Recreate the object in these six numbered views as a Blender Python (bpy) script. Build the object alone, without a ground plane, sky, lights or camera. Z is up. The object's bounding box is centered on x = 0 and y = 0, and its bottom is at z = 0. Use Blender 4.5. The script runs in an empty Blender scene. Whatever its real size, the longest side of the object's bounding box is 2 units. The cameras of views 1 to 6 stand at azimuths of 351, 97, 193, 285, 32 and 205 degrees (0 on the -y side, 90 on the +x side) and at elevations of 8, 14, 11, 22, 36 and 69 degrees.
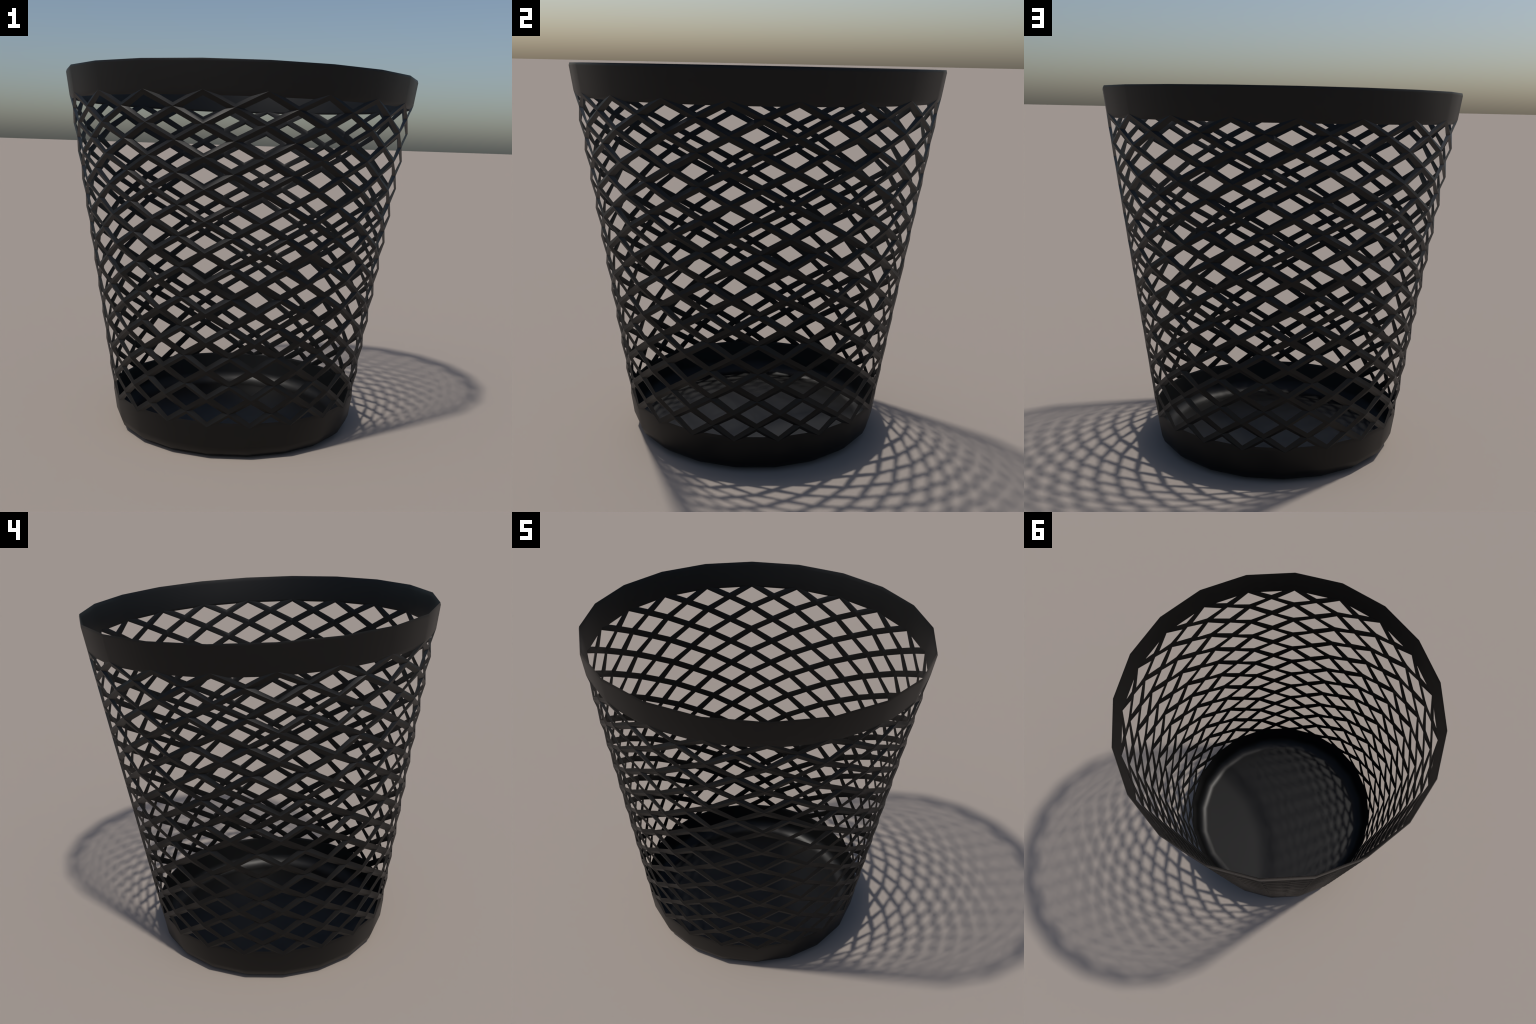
# Black moulded-plastic waste basket: a 20-sided tapered tub with a solid rim band,
# a diagonal lattice wall of 40 crossing helical strips, and a solid base with a
# rounded heel and a flat floor.
import bpy, bmesh, math
from mathutils import Vector

SIDES = 20                  # facets round the tub
ROWS = 11                   # lattice diamonds per column
STEP = math.tau / SIDES
TAPER = 0.1520              # radius gained per metre of height
Z_LOW, R_LOW = 0.1818, 0.7050      # lowest lattice ring (top edge of the base)
Z_HIGH = 1.8633                    # highest lattice ring (lower edge of the rim)
Z_RIM_RIDGE = 1.9870               # outer edge of the rim
Z_RIM_CREST = 2.0060               # crest of the rim before it is drawn in
HEEL_RADIUS, HEEL_SEGMENTS = 0.082, 3
STRIP_HALF_WIDTH = 0.0192
ROW_LIFT = 0.0010
CROWN = 0.0032
CORNER_BULGE, FACET_BULGE = 0.0010, 0.0012   # strips crown outwards at their crossings
CENTRE = Vector((0.0, 0.0, 1.030))  # the shell is thickened by shrinking towards here
MID_SHRINK, INNER_SHRINK = 0.9938, 0.9876
SMOOTH_ANGLE = math.radians(30)


def cone_radius(z):
    return R_LOW + TAPER * (z - Z_LOW)


def ring_point(radius, z, steps):
    a = steps * STEP
    return Vector((radius * math.cos(a), radius * math.sin(a), z))


# --------------------------------------------------------------------------
# 1. the skin: one sheet, with lattice diamonds still as whole faces
# --------------------------------------------------------------------------
bm = bmesh.new()
part_layer = bm.faces.layers.int.new("part")     # 0 rim, 1 base wall, 2 floor, 10+ strips


def ring(radius, z):
    return [bm.verts.new(ring_point(radius, z, i)) for i in range(SIDES)]


def band(upper, lower, part):
    for i in range(SIDES):
        j = (i + 1) % SIDES
        f = bm.faces.new((upper[i], lower[i], lower[j], upper[j]))
        f[part_layer] = part


rim_crest = ring(cone_radius(Z_RIM_CREST), Z_RIM_CREST)
rim_ridge = ring(cone_radius(Z_RIM_RIDGE), Z_RIM_RIDGE)

row_height = (Z_HIGH - Z_LOW) / ROWS
nodes, mids = [], []
for k in range(ROWS + 1):
    z = Z_HIGH - k * row_height + (ROW_LIFT if k else 0.0)
    nodes.append(ring(cone_radius(z) + (CORNER_BULGE if 0 < k < ROWS else 0.0), z))
for k in range(ROWS):
    z = Z_HIGH - (k + 0.5) * row_height + ROW_LIFT
    r = cone_radius(z) * math.cos(STEP / 2) + FACET_BULGE      # just proud of the facet's flat
    mids.append([bm.verts.new(ring_point(r, z, i + 0.5)) for i in range(SIDES)])

band(rim_crest, rim_ridge, 0)
band(rim_ridge, nodes[0], 0)

lattice_faces = []
for i in range(SIDES):
    j = (i + 1) % SIDES
    # facet-middle column: half diamond under the rim, diamonds, half diamond over the base
    lattice_faces.append(bm.faces.new((nodes[0][i], mids[0][i], nodes[0][j])))
    for k in range(ROWS - 1):
        lattice_faces.append(bm.faces.new((mids[k][i], nodes[k + 1][i], mids[k + 1][i], nodes[k + 1][j])))
    lattice_faces.append(bm.faces.new((mids[ROWS - 1][i], nodes[ROWS][i], nodes[ROWS][j])))
    # corner column: diamonds folded over the corner of the tub
    for k in range(ROWS):
        lattice_faces.append(bm.faces.new((nodes[k][i], mids[k][i - 1], nodes[k + 1][i], mids[k][i])))

# base wall, heel fillet and floor
tilt = math.atan(TAPER)
heel_r = cone_radius(0.0) - HEEL_RADIUS * math.tan((math.pi / 2 - tilt) / 2)
previous = nodes[ROWS]
for s in range(HEEL_SEGMENTS + 1):
    a = tilt + (math.pi / 2 - tilt) * s / HEEL_SEGMENTS
    loop = ring(heel_r + HEEL_RADIUS * math.cos(a), HEEL_RADIUS * (1 - math.sin(a)))
    band(previous, loop, 1)
    previous = loop
floor_face = bm.faces.new(list(reversed(previous)))
floor_face[part_layer] = 2

# --------------------------------------------------------------------------
# 2. open the lattice: inset each diamond, tag every border quad with its strip
# --------------------------------------------------------------------------
bm.normal_update()
strip_of_edge = {}
for k in range(ROWS):
    for i in range(SIDES):
        # strips turning one way / the other way, each a helix from rim to base
        strip_of_edge[frozenset((nodes[k][i], mids[k][i]))] = 10 + (i - k) % SIDES
        strip_of_edge[frozenset((mids[k][i], nodes[k + 1][(i + 1) % SIDES]))] = 10 + (i - k) % SIDES
        strip_of_edge[frozenset((nodes[k][(i + 1) % SIDES], mids[k][i]))] = 40 + (i + 1 + k) % SIDES
        strip_of_edge[frozenset((mids[k][i], nodes[k + 1][i]))] = 40 + (i + 1 + k) % SIDES

bm.faces.index_update()
made = bmesh.ops.inset_individual(bm, faces=lattice_faces, thickness=STRIP_HALF_WIDTH, use_even_offset=True)
for f in made["faces"]:
    for e in f.edges:
        key = frozenset(e.verts)
        if key in strip_of_edge:
            f[part_layer] = strip_of_edge[key]
            break
    else:
        for e in f.edges:
            zs = [v for v in e.verts]
            if all(v in nodes[0] for v in zs):
                f[part_layer] = 0
            elif all(v in nodes[ROWS] for v in zs):
                f[part_layer] = 1
bmesh.ops.delete(bm, geom=lattice_faces, context="FACES_ONLY")
bmesh.ops.delete(bm, geom=[e for e in bm.edges if not e.link_faces], context="EDGES")

# --------------------------------------------------------------------------
# 3. thickness: outer skin, inner skin shrunk towards the centre, sharing a
#    common edge half way between them at the holes and at the rim crest
# --------------------------------------------------------------------------
edge_verts = {v for e in bm.edges if e.is_boundary for v in e.verts}
outer_faces = list(bm.faces)
inner_of = {}
for v in list(bm.verts):
    if v in edge_verts:
        inner_of[v] = v
    else:
        inner_of[v] = bm.verts.new(CENTRE + (v.co - CENTRE) * INNER_SHRINK)
for f in outer_faces:
    g = bm.faces.new([inner_of[v] for v in reversed(f.verts)])
    g[part_layer] = f[part_layer]
raised = {v for row in mids for v in row}
for v in list(raised):                            # crossings and the hole tips above and below them
    a = math.atan2(v.co.y, v.co.x)
    for e in v.link_edges:
        tip = e.other_vert(v)
        if tip in edge_verts and abs(math.remainder(math.atan2(tip.co.y, tip.co.x) - a, math.tau)) < 0.01:
            raised.add(tip)
for v in raised:
    grow = 1 + CROWN / math.hypot(v.co.x, v.co.y)
    v.co.x *= grow
    v.co.y *= grow
for v in edge_verts:
    v.co = CENTRE + (v.co - CENTRE) * MID_SHRINK

bmesh.ops.recalc_face_normals(bm, faces=bm.faces)
bmesh.ops.triangulate(bm, faces=[f for f in bm.faces if f[part_layer] >= 10], quad_method="SHORT_EDGE")
for f in bm.faces:
    f.smooth = True
bm.normal_update()
for e in bm.edges:
    e.smooth = not (len(e.link_faces) == 2 and e.calc_face_angle(0.0) > SMOOTH_ANGLE)
whole = bpy.data.meshes.new("whole_basket")
bm.to_mesh(whole)
bm.free()

# --------------------------------------------------------------------------
# 4. material: matt black injection-moulded plastic with a faint grain
# --------------------------------------------------------------------------
def black_plastic():
    m = bpy.data.materials.new("black_plastic")
    m.use_nodes = True
    n, l = m.node_tree.nodes, m.node_tree.links
    p = n["Principled BSDF"]
    where = n.new("ShaderNodeTexCoord")
    grain = n.new("ShaderNodeTexNoise")
    grain.inputs["Scale"].default_value = 9.0
    grain.inputs["Detail"].default_value = 3.0
    ramp = n.new("ShaderNodeValToRGB")
    ramp.color_ramp.elements[0].position, ramp.color_ramp.elements[0].color = 0.3, (0.0004,0.0004,0.0004,1)
    ramp.color_ramp.elements[1].position, ramp.color_ramp.elements[1].color = 0.7, (0.0004,0.0004,0.0004,1)
    l.new(where.outputs["Object"], grain.inputs["Vector"])
    l.new(grain.outputs["Fac"], ramp.inputs["Fac"])
    l.new(ramp.outputs["Color"], p.inputs["Base Color"])
    p.inputs["Roughness"].default_value = 0.46
    p.inputs["Specular IOR Level"].default_value = 0.335
    return m


plastic = black_plastic()

# --------------------------------------------------------------------------
# 5. cut the one smooth body into named parts that keep its normals
# --------------------------------------------------------------------------
basket = bpy.data.objects.new("waste_basket", None)
basket["label"] = "round tapered black plastic waste basket with diamond lattice sides"
basket["category"] = "waste basket"
bpy.context.scene.collection.objects.link(basket)
lattice = bpy.data.objects.new("lattice", None)
bpy.context.scene.collection.objects.link(lattice)
lattice.parent = basket

part_ids = [0] * len(whole.polygons)
whole.attributes["part"].data.foreach_get("value", part_ids)

# shade smooth, with every vertex normal led by the largest face that meets there
body = bpy.data.objects.new("whole_basket", whole)
bpy.context.scene.collection.objects.link(body)
weighted = body.modifiers.new("weighted", "WEIGHTED_NORMAL")
weighted.mode, weighted.weight, weighted.keep_sharp = "FACE_AREA", 50, True
shaded = body.evaluated_get(bpy.context.evaluated_depsgraph_get()).to_mesh()
corner_normals = [Vector(c.vector) for c in shaded.corner_normals]
assert len(corner_normals) == len(whole.loops)
bpy.data.objects.remove(body)


def cut_part(name, part, parent):
    index, verts, faces, normals = {}, [], [], []
    for poly in whole.polygons:
        if part_ids[poly.index] != part:
            continue
        face = []
        for li in poly.loop_indices:
            vi = whole.loops[li].vertex_index
            if vi not in index:
                index[vi] = len(verts)
                verts.append(whole.vertices[vi].co.copy())
            face.append(index[vi])
            normals.append(corner_normals[li])
        faces.append(face)
    me = bpy.data.meshes.new(name)
    me.from_pydata(verts, [], faces)
    me.polygons.foreach_set("use_smooth", [True] * len(faces))
    me.normals_split_custom_set([tuple(v) for v in normals])
    me.materials.append(plastic)
    ob = bpy.data.objects.new(name, me)
    bpy.context.scene.collection.objects.link(ob)
    ob.parent = parent
    return ob


cut_part("rim", 0, basket)
cut_part("base", 1, basket)
cut_part("floor", 2, basket)
for first in (10, 40):
    for i in range(SIDES):
        cut_part("strip", first + i, lattice)
bpy.data.meshes.remove(whole)
